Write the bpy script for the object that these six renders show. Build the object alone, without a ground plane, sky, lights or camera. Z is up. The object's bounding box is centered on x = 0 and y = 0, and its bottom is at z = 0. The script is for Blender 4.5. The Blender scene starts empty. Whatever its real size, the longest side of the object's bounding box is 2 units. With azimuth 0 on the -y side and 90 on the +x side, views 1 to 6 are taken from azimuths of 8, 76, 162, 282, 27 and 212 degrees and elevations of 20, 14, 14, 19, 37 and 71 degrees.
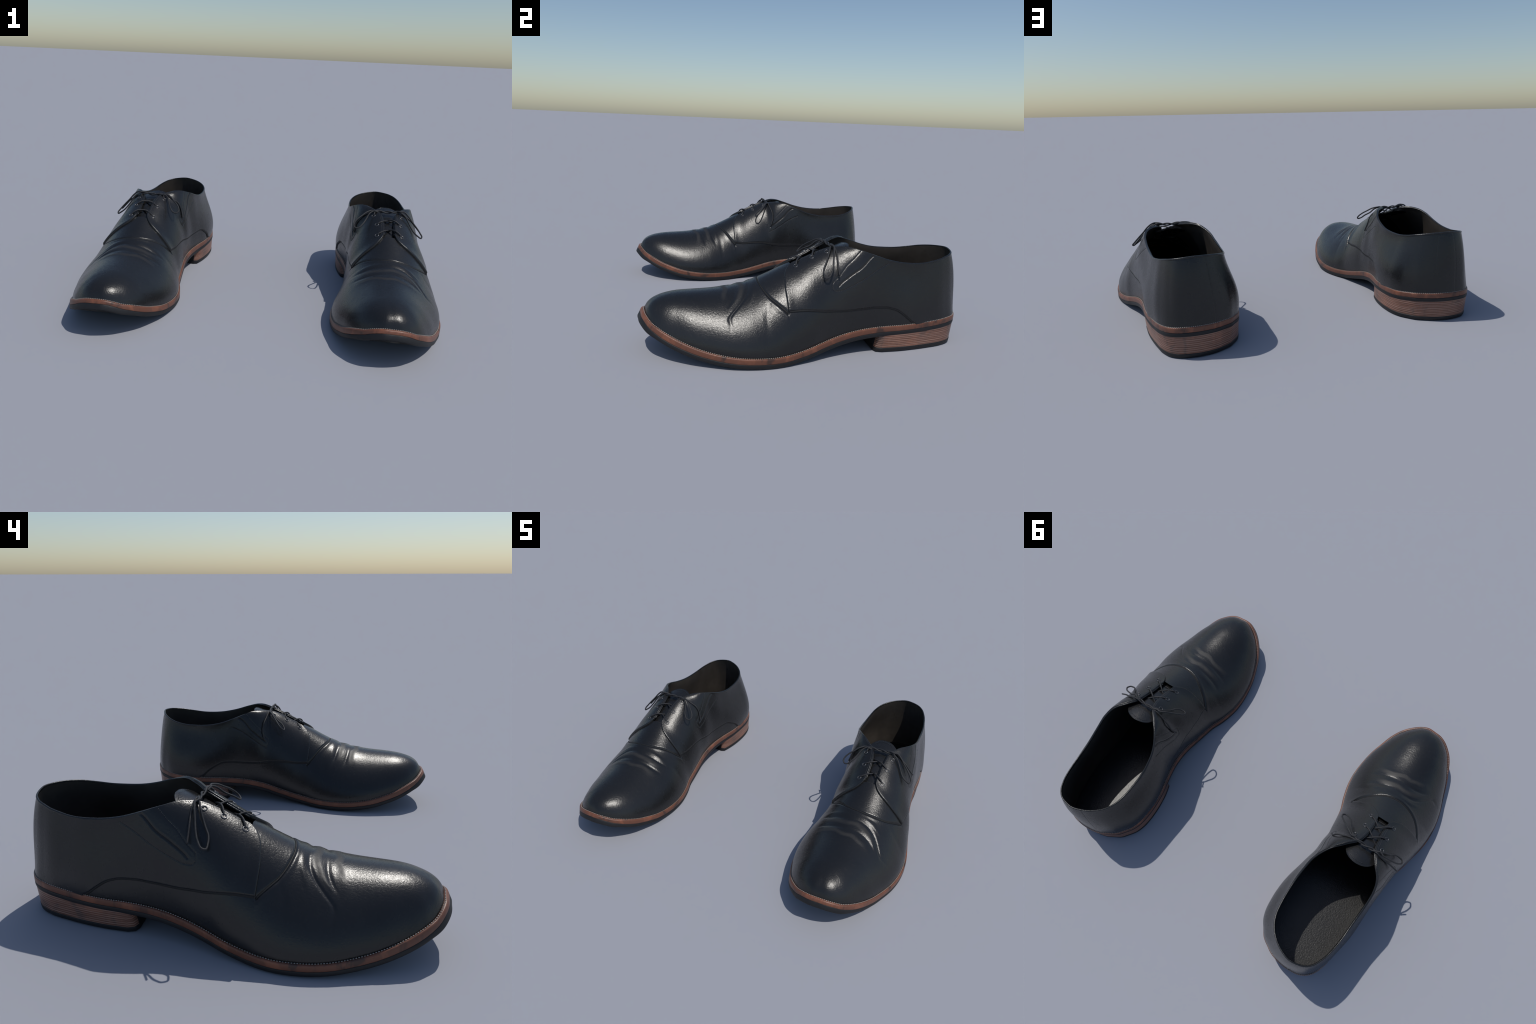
"""A pair of black leather derby shoes: left and right are mirror images.
The leather is a surface of spokes that rise from the welt to the ridge of the vamp or to the
collar rim; panels (vamp, quarters, tongue) are patterns cut on that surface."""
import bpy, mathutils
import numpy as np

# ---- sole: height of the welt's top along the shoe (toe spring, ball, waist, heel)
SOLE_Y = [-0.805, -0.79, -0.775, -0.754, -0.725, -0.7, -0.65, -0.585, -0.52, -0.44, -0.37, -0.28, -0.2, -0.13, -0.08, -0.02, 0.03, 0.1, 0.19, 0.27, 0.36, 0.44, 0.53, 0.63, 0.7, 0.81]
SOLE_Z = [0.209, 0.201, 0.189, 0.172, 0.158, 0.146, 0.122, 0.097, 0.077, 0.062, 0.054, 0.05, 0.049, 0.053, 0.06, 0.073, 0.085, 0.103, 0.12, 0.13, 0.136, 0.138, 0.141, 0.145, 0.15, 0.156]
# ---- plan of the welt edge, toe tip to heel back
WELT_OUTER = [(0.655, -0.79), (0.7, -0.7885), (0.737, -0.785), (0.772, -0.774), (0.808, -0.754), (0.841, -0.725), (0.863, -0.696), (0.888, -0.652), (0.921, -0.581), (0.945, -0.513), (0.979, -0.407), (0.993, -0.327), (0.996, -0.266), (0.993, -0.21), (0.984, -0.157), (0.968, -0.092), (0.949, -0.015), (0.934, 0.03), (0.913, 0.12), (0.898, 0.21), (0.891, 0.3), (0.889, 0.37), (0.888, 0.44), (0.88, 0.53), (0.865, 0.62), (0.847, 0.7), (0.815, 0.763), (0.77, 0.796), (0.72, 0.807), (0.672, 0.809)]
WELT_INNER = [(0.655, -0.79), (0.62, -0.78), (0.585, -0.762), (0.551, -0.736), (0.524, -0.707), (0.489, -0.652), (0.464, -0.588), (0.441, -0.518), (0.427, -0.443), (0.42, -0.367), (0.424, -0.284), (0.444, -0.196), (0.471, -0.113), (0.481, -0.041), (0.489, 0.029), (0.495, 0.1), (0.491, 0.2), (0.466, 0.32), (0.443, 0.41), (0.432, 0.49), (0.43, 0.56), (0.436, 0.62), (0.452, 0.67), (0.477, 0.708), (0.504, 0.743), (0.543, 0.769), (0.583, 0.791), (0.626, 0.803), (0.672, 0.809)]
# ---- (y of the welt point, ridge or rim point): toe pole, vamp ridge, collar
TOP_OUTER = [(-0.79, (0.672, -0.615, 0.2815)), (-0.7, (0.673, -0.605, 0.2825)), (-0.58, (0.677, -0.555, 0.285)), (-0.45, (0.683, -0.44, 0.292)), (-0.33, (0.692, -0.325, 0.3125)), (-0.24, (0.7, -0.235, 0.3455)), (-0.14, (0.704, -0.125, 0.399)), (-0.06, (0.705, -0.05, 0.437)), (0.02, (0.705, 0.03, 0.472)), (0.09, (0.725, 0.095, 0.498)), (0.15, (0.775, 0.155, 0.51)), (0.22, (0.822, 0.215, 0.505)), (0.29, (0.841, 0.28, 0.487)), (0.37, (0.843, 0.36, 0.461)), (0.45, (0.838, 0.45, 0.443)), (0.55, (0.832, 0.55, 0.438)), (0.64, (0.816, 0.639, 0.449)), (0.71, (0.797, 0.69, 0.459)), (0.765, (0.775, 0.727, 0.466)), (0.793, (0.738, 0.754, 0.473)), (0.809, (0.675, 0.766, 0.479))]
TOP_INNER = [(-0.79, (0.672, -0.615, 0.2815)), (-0.7, (0.673, -0.605, 0.2825)), (-0.58, (0.677, -0.555, 0.285)), (-0.45, (0.683, -0.44, 0.292)), (-0.33, (0.692, -0.325, 0.3125)), (-0.24, (0.7, -0.235, 0.3455)), (-0.14, (0.704, -0.125, 0.399)), (-0.06, (0.705, -0.05, 0.437)), (0.02, (0.705, 0.03, 0.472)), (0.09, (0.68, 0.095, 0.498)), (0.15, (0.605, 0.155, 0.513)), (0.22, (0.553, 0.212, 0.512)), (0.29, (0.511, 0.29, 0.487)), (0.37, (0.497, 0.36, 0.462)), (0.45, (0.491, 0.44, 0.445)), (0.55, (0.494, 0.55, 0.44)), (0.64, (0.505, 0.625, 0.447)), (0.71, (0.531, 0.681, 0.459)), (0.765, (0.573, 0.724, 0.469)), (0.793, (0.624, 0.753, 0.476)), (0.809, (0.675, 0.766, 0.479))]
# ---- spoke handles: rise and bulge at the welt, drop and reach at the top
HANDLES_OUTER = [(0.0285, -0.0132, -0.059, 0.142), (0.0322, -0.0117, -0.0553, 0.148), (0.0429, 0.00534, -0.0521, 0.16), (0.0556, 0.0199, -0.0491, 0.168), (0.0677, 0.0258, -0.046, 0.166), (0.081, 0.0215, -0.0422, 0.155), (0.108, 0.03, -0.0368, 0.153), (0.136, 0.0362, -0.0291, 0.148), (0.16, 0.0303, -0.0186, 0.141), (0.174, 0.0233, 0.000203, 0.123), (0.176, 0.0185, 0.0265, 0.091), (0.167, 0.0141, 0.0532, 0.0512), (0.15, 0.0138, 0.0731, 0.0212), (0.131, 0.0164, 0.0873, 0.00545), (0.112, 0.0152, 0.0969, 0.00102), (0.0982, 0.0115, 0.103, 0.00739), (0.0906, 0.00787, 0.106, 0.0205), (0.0856, -0.0073, 0.111, 0.0243), (0.0841, -0.0169, 0.114, 0.0293), (0.0868, -0.0139, 0.115, 0.0409), (0.0916, -0.00941, 0.117, 0.0356)]
HANDLES_INNER = [(0.0284, -0.0137, -0.059, 0.141), (0.0267, -0.00522, -0.0632, 0.139), (0.0327, 0.0165, -0.0676, 0.153), (0.0403, 0.0307, -0.0718, 0.17), (0.0455, 0.0293, -0.0753, 0.176), (0.0482, 0.0255, -0.0773, 0.167), (0.0591, 0.0312, -0.0769, 0.159), (0.0793, 0.043, -0.0726, 0.154), (0.101, 0.051, -0.0622, 0.141), (0.119, 0.0455, -0.0411, 0.113), (0.131, 0.0389, -0.0126, 0.0759), (0.136, 0.0287, 0.0193, 0.0344), (0.136, 0.0308, 0.0493, 0.00465), (0.134, 0.0305, 0.0719, -0.00381), (0.13, 0.0283, 0.0878, -0.00129), (0.125, 0.0283, 0.0984, 0.00806), (0.119, 0.0239, 0.105, 0.0181), (0.112, 0.0148, 0.111, 0.0225), (0.105, 0.00571, 0.115, 0.0255), (0.0978, -0.00258, 0.118, 0.0289), (0.0916, -0.00951, 0.118, 0.0352)]
RIDGE_TILT = [0.042, 0.062, 0.082, 0.07, 0.046, 0.033, 0.025, 0.009, 0.008]
QUARTER = .0075            # thickness by which the quarters lie over the vamp
# ---- pattern lines on the leather, as points in space that are dropped onto the surface
SEAM_POINTS = {1: [(.922, -.142, .247), (.925, -.08, .250), (.912, .045, .238), (.900, .16, .233), (.896, .24, .236), (.894, .315, .238), (.889, .384, .230), (.890, .432, .210), (.890, .474, .180), (.891, .503, .155)],
               -1: [(.515, -.142, .246), (.505, -.028, .246), (.498, .099, .240), (.490, .215, .232), (.465, .300, .236), (.449, .351, .233), (.443, .397, .210), (.435, .442, .176), (.430, .462, .150)]}
FACING_POINTS = {1: [(.732, -.077, .420), (.731, -.015, .450), (.734, .025, .468), (.737, .066, .485), (.743, .095, .495), (.760, .128, .504)],
                 -1: [(.674, -.078, .420), (.677, -.037, .443), (.674, .006, .464), (.669, .047, .485), (.661, .081, .498), (.642, .112, .507)]}
FRONT_OUTER = [(0, 5.93), (.2, 5.90), (.4, 5.88), (.6, 5.91), (.74, 5.96), (.84, 6.06), (.92, 6.22), (.97, 6.42), (1, 6.62)]
FRONT_INNER = [(0, 5.95), (.2, 5.92), (.4, 5.90), (.62, 5.92), (.76, 5.99), (.86, 6.12), (.93, 6.30), (.97, 6.45), (1, 6.62)]
EYELET_POINTS = {1: [(.772, -.075, .420), (.767, .005, .459), (.773, .075, .487)], -1: [(.638, -.073, .420), (.637, .002, .457), (.620, .077, .488)]}
# groove, stitched loop and rib of the side gore
GORE_POINTS = {1: ([(.845, .280, .477), (.862, .225, .430), (.870, .170, .393), (.884, .105, .346)],
                   [(.875, .080, .361), (.883, .074, .341), (.888, .080, .331), (.891, .105, .324), (.885, .160, .341), (.868, .257, .388), (.845, .366, .443)],
                   [(.831, .224, .497), (.843, .185, .462), (.853, .149, .431), (.864, .118, .396), (.875, .080, .361)]),
               -1: ([(.517, .268, .486), (.520, .208, .433), (.518, .164, .395), (.524, .112, .352)],
                    [(.536, .093, .363), (.532, .091, .350), (.527, .093, .342), (.513, .124, .332), (.508, .161, .354), (.508, .223, .396), (.500, .300, .435)],
                    [(.541, .226, .506), (.538, .215, .494), (.534, .183, .458), (.533, .144, .415), (.535, .112, .380), (.536, .093, .363)])}
STAY = {1: 19.65, -1: 18.95}
# line across the vamp in plan, and the folds where it bends: (points, height, width, x from, x to)
CAP_XY = [(.512, -.136), (.537, -.167), (.565, -.190), (.593, -.209), (.634, -.232), (.67, -.244), (.708, -.249), (.742, -.250), (.776, -.245), (.815, -.234), (.856, -.213), (.891, -.18), (.921, -.143)]
CAP_XS = [p[0] for p in CAP_XY]
CAP_YS = [p[1] for p in CAP_XY]
FOLDS = [
    ([(.50, -.268), (.56, -.290), (.62, -.300), (.68, -.305), (.74, -.302), (.80, -.317), (.83, -.338), (.86, -.372), (.885, -.402), (.92, -.402)], -.0034, .0095, .50, .945),
    ([(.52, -.345), (.60, -.360), (.66, -.365), (.72, -.366), (.78, -.373), (.815, -.386), (.85, -.41)], -.0030, .0100, .50, .87),
    ([(.50, -.25), (.58, -.268), (.66, -.277), (.74, -.277), (.80, -.285), (.86, -.31)], .0020, .0110, .52, .88),
    ([(.55, -.318), (.61, -.330), (.675, -.336), (.72, -.332), (.77, -.343), (.815, -.362), (.85, -.40)], .0024, .0130, .53, .88),
    ([(.53, -.395), (.62, -.398), (.68, -.408), (.76, -.415), (.82, -.43)], .0014, .0150, .51, .86),
    ([(.86, -.21), (.90, -.235), (.94, -.24), (.99, -.245)], -.0014, .014, .84, .99),
    ([(.42, -.20), (.46, -.225), (.50, -.235), (.56, -.24)], -.0012, .014, .43, .57),
]
WEAR_BACK = [(.535, -.312), (.61, -.323), (.675, -.330), (.72, -.325), (.77, -.336), (.815, -.358), (.855, -.395)]
WEAR_FRONT = [(.52, -.389), (.575, -.386), (.62, -.388), (.68, -.407), (.725, -.404), (.76, -.415), (.82, -.424)]
# ---- laces
LACE = .0041
BOW_OUTER = [(.790, .102, .516), (.813, .097, .498), (.839, .088, .467), (.862, .080, .442), (.886, .066, .413), (.898, .049, .394), (.893, .037, .389), (.872, .034, .401), (.853, .037, .416), (.829, .056, .447), (.812, .070, .474), (.797, .080, .496), (.780, .088, .508)]
BOW_INNER = [(.610, .098, .513), (.579, .081, .505), (.554, .062, .488), (.529, .043, .470), (.514, .026, .452), (.512, .012, .438), (.524, .002, .430), (.541, .003, .434), (.560, .017, .451), (.580, .053, .474), (.596, .078, .499), (.612, .092, .509)]
END_OUTER = [(.785, .111, .505), (.812, .111, .482), (.840, .107, .460), (.867, .104, .431), (.893, .102, .403)]
END_INNER = [(.612, .108, .506), (.577, .114, .484), (.545, .121, .461), (.526, .126, .418), (.513, .114, .372)]
# ---- colours (linear)
LEATHER = (.0120, .0121, .0124)
WEAR_COLOUR = (.024, .0222, .0205)
LINING = (.046, .039, .033)
INSOLE = (.011, .0108, .0104)
RUBBER = (.0115, .0115, .013)
RUSSET = (.158, .060, .034)
RUSSET_DARK = (.058, .030, .022)
RUSSET_LIGHT = (.245, .090, .048)
STACK_PALE = (.46, .29, .225)
THREAD = (.34, .31, .28)
LIFT = .0095
# the sole is a little thicker towards the toe
SOLE_SWELL = lambda y: 1 + .03 * sstep(-.45, -.75, y) + .05 * sstep(-.05, .1, y) * (1 - sstep(.33, .45, y))

# ------------------------------------------------------------------ helpers
def spl(k, v, q):
    """C1 cubic through keys k (values v), sampled at q."""
    k = np.asarray(k, float); v = np.asarray(v, float); q = np.atleast_1d(np.asarray(q, float))
    flat = v.ndim == 1
    if flat:
        v = v[:, None]
    h = np.diff(k); d = np.diff(v, axis=0) / h[:, None]
    m = np.zeros_like(v)
    m[1:-1] = (d[:-1] * h[1:, None] + d[1:] * h[:-1, None]) / (h[:-1] + h[1:])[:, None]
    m[0] = d[0]; m[-1] = d[-1]
    i = np.clip(np.searchsorted(k, q, side='right') - 1, 0, len(k) - 2)
    t = ((q - k[i]) / h[i])[:, None]; H = h[i][:, None]
    r = ((2*t**3 - 3*t**2 + 1) * v[i] + (t**3 - 2*t**2 + t) * H * m[i]
         + (-2*t**3 + 3*t**2) * v[i+1] + (t**3 - t**2) * H * m[i+1])
    return r[:, 0] if flat else r


def sstep(a, b, x):
    t = np.clip((np.asarray(x, float) - a) / (b - a), 0, 1)
    return t * t * (3 - 2 * t)


def welt_z(y):
    return spl(SOLE_Y, SOLE_Z, y)


RIDGE_KEYS = 9


class Side:
    """One half of the shoe: plan outline of the welt, ridge/rim curve, spoke handles.
    Tables run on round the toe and the heel with the other half's values, so the halves meet smoothly."""
    def __init__(self, outline, top, handles, other_outline, other_top, other_handles, sign):
        p, o = np.array(outline, float), np.array(other_outline, float)
        arc = lambda a: np.r_[0, np.cumsum(np.linalg.norm(np.diff(a, axis=0), axis=1))]
        d, e = arc(p), arc(o)
        self.sign = sign
        ku = np.interp([t[0] for t in top], p[:, 1], d / d[-1])
        ko = np.interp([t[0] for t in other_top], o[:, 1], e / d[-1])
        le = e[-1] / d[-1]
        ext = lambda own, oth: np.concatenate([oth[3:0:-1], own, oth[-2:-5:-1]])
        self.s = np.concatenate([-e[3:0:-1] / d[-1], d / d[-1], 1 + le - e[-2:-5:-1] / d[-1]])
        self.p = ext(p, o)
        self.ku = np.concatenate([-ko[3:0:-1], ku, 1 + le - ko[-2:-5:-1]])
        self.top = ext(np.array([t[1] for t in top]), np.array([t[1] for t in other_top]))
        self.q = ext(np.array(handles, float), np.array(other_handles, float))
        n = len(top)
        self.kk = np.arange(-3, n + 3)
        sp = np.array([t[1] for t in top[:RIDGE_KEYS + 1]])
        self.ry, self.rz = sp[:, 1], sp[:, 2]

    def plan(self, u):
        """point and outward normal of the welt outline at fraction u"""
        u = np.atleast_1d(u)
        w = spl(self.s, self.p, u)
        tg = spl(self.s, self.p, u + 2e-3) - spl(self.s, self.p, u - 2e-3)
        tg /= np.linalg.norm(tg, axis=1)[:, None]
        return w, np.stack([tg[:, 1], -tg[:, 0]], 1) * self.sign

    def pos(self, k, v):
        """leather surface: spoke k (0 toe tip .. 20 heel), v 0 welt .. 1 ridge or rim"""
        k = np.asarray(k, float); v = np.asarray(v, float)
        u = spl(self.kk, self.ku, k)
        w, n = self.plan(u)
        W = np.c_[w - upper_inset(w[:, 1])[:, None] * n, welt_z(w[:, 1]) - .004]
        R = spl(self.kk, self.top, k); q = spl(self.kk, self.q, k)
        N = np.c_[n, 0 * u]; Z = np.array([0, 0, 1.])
        P1 = W + q[:, :1] * Z + q[:, 1:2] * N
        dR = W - R; dR[:, 2] = 0
        dR /= np.linalg.norm(dR, axis=1)[:, None]
        # along the ridge both halves share one tangent plane; along the rim the drop is free
        y = np.clip(R[:, 1], self.ry[0], self.ry[-1])
        gy = (spl(self.ry, self.rz, y + .004) - spl(self.ry, self.rz, y - .004)) / .008
        gx = np.interp(k, np.arange(2, RIDGE_KEYS), RIDGE_TILT[2:])
        plane = q[:, 3] * (gx * dR[:, 0] + gy * dR[:, 1])
        f = sstep(RIDGE_KEYS - 2.5, RIDGE_KEYS, k)
        P2 = R + (plane * (1 - f) - q[:, 2] * f)[:, None] * Z + q[:, 3:4] * dR
        t = v[:, None]
        return (1-t)**3 * W + 3*t*(1-t)**2 * P1 + 3*t*t*(1-t) * P2 + t**3 * R

    def nrm(self, k, v):
        v = np.clip(v, 0, .985)
        a = self.pos(k + .015, v) - self.pos(k - .015, v)
        b = self.pos(k, v + .006) - self.pos(k, v - .006)
        n = np.cross(a, b) * self.sign
        return n / np.linalg.norm(n, axis=1)[:, None]


def upper_inset(y):
    return .0115 - .0055 * sstep(.15, .55, y)


OUTER = Side(WELT_OUTER, TOP_OUTER, HANDLES_OUTER, WELT_INNER, TOP_INNER, HANDLES_INNER, 1)
INNER = Side(WELT_INNER, TOP_INNER, HANDLES_INNER, WELT_OUTER, TOP_OUTER, HANDLES_OUTER, -1)
SIDES = (OUTER, INNER)


def drop_on(side, pts):
    """(spoke, v) of the surface points nearest to the given points in space"""
    ks, vs = np.linspace(4, 16, 601), np.linspace(0, 1, 201)
    G = side.pos(np.repeat(ks, 201), np.tile(vs, 601))
    out = []
    for p in pts:
        i = int(np.argmin(((G - np.array(p))**2).sum(1)))
        out.append((float(ks[i // 201]), float(vs[i % 201])))
    return out


def _seam(side):
    t = drop_on(side, SEAM_POINTS[side.sign])
    return t + [(t[-1][0] + .22, .02)]


def _facing(side):
    return drop_on(side, FACING_POINTS[side.sign]) + [(10.3, 1.0), (12., 1.0), (20., 1.0)]


SEAM_OUTER, SEAM_INNER = _seam(OUTER), _seam(INNER)
FACING_OUTER, FACING_INNER = _facing(OUTER), _facing(INNER)
EYELETS = {sd.sign: drop_on(sd, EYELET_POINTS[sd.sign]) for sd in SIDES}
GORE = {sd.sign: tuple(drop_on(sd, l) for l in GORE_POINTS[sd.sign]) for sd in SIDES}


def key_at_y(side, y):
    """spoke index whose welt point has this y"""
    ks = np.linspace(0, 20, 801)
    w, _ = side.plan(spl(side.kk, side.ku, ks))
    return float(np.interp(y, w[:, 1], ks))


def grid_faces(nu, nv, flip=False, wrap_u=False):
    a = np.arange(nu if wrap_u else nu - 1); b = np.arange(nv - 1)
    A, B = np.meshgrid(a, b, indexing='ij')
    A2 = (A + 1) % nu
    f = np.stack([A*nv + B, A2*nv + B, A2*nv + B + 1, A*nv + B + 1], -1).reshape(-1, 4)
    return f[:, ::-1] if flip else f


def dist_poly(P, L):
    """distance of points P to polyline L (dense)"""
    out = np.full(len(P), 9.)
    for a, b in zip(L[:-1], L[1:]):
        ab = b - a
        t = np.clip((P - a) @ ab / max(ab @ ab, 1e-12), 0, 1)
        out = np.minimum(out, np.linalg.norm(P - a - t[:, None] * ab, axis=1))
    return out


def curve(pts, n):
    """smooth curve through control points, evenly resampled"""
    p = np.array(pts, float)
    d = np.r_[0, np.cumsum(np.linalg.norm(np.diff(p, axis=0), axis=1))]
    q = spl(d, p, np.linspace(0, d[-1], n * 4))
    e = np.r_[0, np.cumsum(np.linalg.norm(np.diff(q, axis=0), axis=1))]
    t = np.linspace(0, e[-1], n)
    return np.stack([np.interp(t, e, q[:, i]) for i in range(p.shape[1])], 1)


def tube(path, r, sides=8, flat=None, up=None):
    """closed-end tube along a path; r scalar or per point; flat=(across, up) scale with up vectors"""
    P = np.array(path, float); n = len(P)
    T = np.gradient(P, axis=0); T /= np.linalg.norm(T, axis=1)[:, None]
    r = np.broadcast_to(np.asarray(r, float), (n,)).copy()
    V = []
    u = np.cross(T[0], [0.3, .1, 1.]); u /= np.linalg.norm(u)
    ang = np.linspace(0, 2*np.pi, sides, endpoint=False)
    for i in range(n):
        if up is not None:
            w = up[i] - T[i] * (up[i] @ T[i]); w /= np.linalg.norm(w)
            u = np.cross(w, T[i])
        else:
            u = u - T[i] * (u @ T[i]); u /= np.linalg.norm(u)
            w = np.cross(T[i], u)
        fa, fb = flat if flat else (1, 1)
        V.append(P[i] + r[i] * (fa * np.cos(ang)[:, None] * u + fb * np.sin(ang)[:, None] * w))
    V = np.concatenate(V)
    F = []
    for i in range(n - 1):
        for j in range(sides):
            F.append((i*sides + j, i*sides + (j+1) % sides, (i+1)*sides + (j+1) % sides, (i+1)*sides + j))
    V = np.concatenate([V, P[:1], P[-1:]])
    a, b = len(V) - 2, len(V) - 1
    for j in range(sides):
        F.append((a, (j+1) % sides, j)); F.append((b, (n-1)*sides + j, (n-1)*sides + (j+1) % sides))
    return V, F


def merge(parts):
    V, F, o = [], [], 0
    for v, f in parts:
        V.append(np.asarray(v)); F.extend([tuple(int(i) + o for i in q) for q in f]); o += len(v)
    return np.concatenate(V), F


def stitches(path, normals, pitch, length, r, lift=.0):
    """row of small rounded thread stitches"""
    d = np.r_[0, np.cumsum(np.linalg.norm(np.diff(path, axis=0), axis=1))]
    n = max(2, int(d[-1] / pitch)); c = (np.arange(n) + .5) * d[-1] / n
    at = lambda A, t: np.stack([np.interp(t, d, A[:, i]) for i in range(3)], 1)
    C = at(path, c); T = at(path, c + 1e-3) - at(path, c - 1e-3); T /= np.linalg.norm(T, axis=1)[:, None]
    N = at(normals, c); N -= T * (N * T).sum(1)[:, None]; N /= np.linalg.norm(N, axis=1)[:, None]
    B = np.cross(N, T); C = C + N * lift
    prof = [(-.5, .25), (-.36, .8), (0, 1), (.36, .8), (.5, .25)]
    V, F = [], []
    for i in range(n):
        o = len(V)
        for s, k in prof:
            for j in range(6):
                a = j * np.pi / 3
                V.append(C[i] + T[i]*length*s + (B[i]*np.cos(a) + N[i]*np.sin(a) * .8) * r * k)
        for a in range(4):
            for j in range(6):
                F.append((o+a*6+j, o+a*6+(j+1) % 6, o+a*6+6+(j+1) % 6, o+a*6+6+j))
        F.append(tuple(o+5-j for j in range(6))); F.append(tuple(o+24+j for j in range(6)))
    return np.array(V), F


# ------------------------------------------------------------------ materials
def new_mat(name):
    m = bpy.data.materials.new(name); m.use_nodes = True
    nt = m.node_tree
    return m, nt, nt.nodes['Principled BSDF']


def node(nt, typ, **kw):
    n = nt.nodes.new(typ)
    for k, v in kw.items():
        if k == 'inp':
            for a, b in v.items():
                if isinstance(b, bpy.types.NodeSocket):
                    nt.links.new(b, n.inputs[a])
                else:
                    n.inputs[a].default_value = b
        else:
            setattr(n, k, v)
    return n


def math(nt, op, a, b=0.0, c=0.0):
    return node(nt, 'ShaderNodeMath', operation=op, inp={0: a, 1: b, 2: c}).outputs[0]


def ramp(nt, fac, stops):
    r = node(nt, 'ShaderNodeValToRGB', inp={0: fac})
    e = r.color_ramp.elements
    while len(e) < len(stops):
        e.new(.5)
    for el, (p, c) in zip(e, stops):
        el.position = p; el.color = (*c, 1) if len(c) == 3 else c
    return r.outputs[0]


def mix(nt, fac, a, b):
    n = node(nt, 'ShaderNodeMix', data_type='RGBA')
    for i, val in ((0, fac), (6, a), (7, b)):
        if isinstance(val, bpy.types.NodeSocket):
            nt.links.new(val, n.inputs[i])
        else:
            n.inputs[i].default_value = val if i == 0 else (*val, 1)
    return n.outputs[2]


def noise(nt, vec, scale, detail=3.0, rough=.5, dist=0.0):
    return node(nt, 'ShaderNodeTexNoise', inp={'Vector': vec, 'Scale': scale, 'Detail': detail, 'Roughness': rough, 'Distortion': dist}).outputs[0]


def band(nt, ax, y, pts, width):
    """soft mask along a curve y = f(|x|) on the vamp, faded at both ends"""
    lo, hi = pts[0][0], pts[-1][0]
    t = math(nt, 'DIVIDE', math(nt, 'SUBTRACT', ax, lo), hi - lo)
    fc = node(nt, 'ShaderNodeFloatCurve', inp={1: t})
    c = fc.mapping.curves[0]
    for i, (px, py) in enumerate(pts):
        X, Y = (px - lo) / (hi - lo), py + 1.0
        if i == 0:
            c.points[0].location = (X, Y)
        elif i == len(pts) - 1:
            c.points[-1].location = (X, Y)
        else:
            c.points.new(X, Y)
    fc.mapping.update()
    d = math(nt, 'ABSOLUTE', math(nt, 'SUBTRACT', y, math(nt, 'SUBTRACT', fc.outputs[0], 1.0)))
    m = math(nt, 'SMOOTH_MIN', 1.0, math(nt, 'MAXIMUM', math(nt, 'SUBTRACT', 1.35, math(nt, 'DIVIDE', d, width)), 0.0), .3)
    win = node(nt, 'ShaderNodeMapRange', interpolation_type='SMOOTHSTEP', inp={0: math(nt, 'ABSOLUTE', math(nt, 'SUBTRACT', t, .5)), 1: .30, 2: .5, 3: 1.0, 4: 0.0}).outputs[0]
    return math(nt, 'MULTIPLY', m, win)


def leather(name, base, rough, worn=False, grain=1.0):
    m, nt, b = new_mat(name)
    co = node(nt, 'ShaderNodeTexCoord').outputs['Object']
    big = noise(nt, co, 5.0, 4.0, .6)
    col = mix(nt, ramp(nt, big, [(.35, (0, 0, 0)), (.7, (1, 1, 1))]), tuple(c * .88 for c in base), tuple(c * 1.12 for c in base))
    streak = noise(nt, node(nt, 'ShaderNodeMapping', inp={'Vector': co, 'Scale': (14, 30, 14)}).outputs[0], 3.0, 5.0, .65)
    rgh = node(nt, 'ShaderNodeMapRange', inp={0: streak, 1: .3, 2: .75, 3: rough - .02, 4: rough + .04}).outputs[0]
    if worn:
        xyz = node(nt, 'ShaderNodeSeparateXYZ', inp={0: co}).outputs
        ax = math(nt, 'ABSOLUTE', xyz[0])
        m1 = band(nt, ax, xyz[1], WEAR_BACK, .0135)
        m2 = band(nt, ax, xyz[1], WEAR_FRONT, .0125)
        wm = math(nt, 'MULTIPLY', math(nt, 'MAXIMUM', m1, m2), ramp(nt, noise(nt, co, 38, 3), [(.2, (.55,)*3), (.6, (1,)*3)]))
        up = node(nt, 'ShaderNodeMapRange', inp={0: xyz[2], 1: .20, 2: .25, 3: 0.0, 4: 1.0}).outputs[0]
        wm = math(nt, 'MULTIPLY', wm, up)
        col = mix(nt, math(nt, 'MULTIPLY', wm, .75), col, WEAR_COLOUR)
        rgh = math(nt, 'ADD', rgh, math(nt, 'MULTIPLY', wm, .30))
    nt.links.new(col, b.inputs['Base Color']); nt.links.new(rgh, b.inputs['Roughness'])
    b.inputs['Specular IOR Level'].default_value = .5
    pores = node(nt, 'ShaderNodeTexVoronoi', inp={'Vector': co, 'Scale': 330.0}).outputs[0]
    fine = noise(nt, co, 130.0, 4.0, .6)
    wav = noise(nt, co, 34.0, 2.0, .5, .6)
    h = math(nt, 'ADD', math(nt, 'MULTIPLY', fine, 1.0), math(nt, 'ADD', math(nt, 'MULTIPLY', pores, .25), math(nt, 'MULTIPLY', wav, .30)))
    bp = node(nt, 'ShaderNodeBump', inp={'Strength': .40 * grain, 'Distance': .0020, 'Height': h}).outputs[0]
    nt.links.new(bp, b.inputs['Normal'])
    return m


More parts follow.
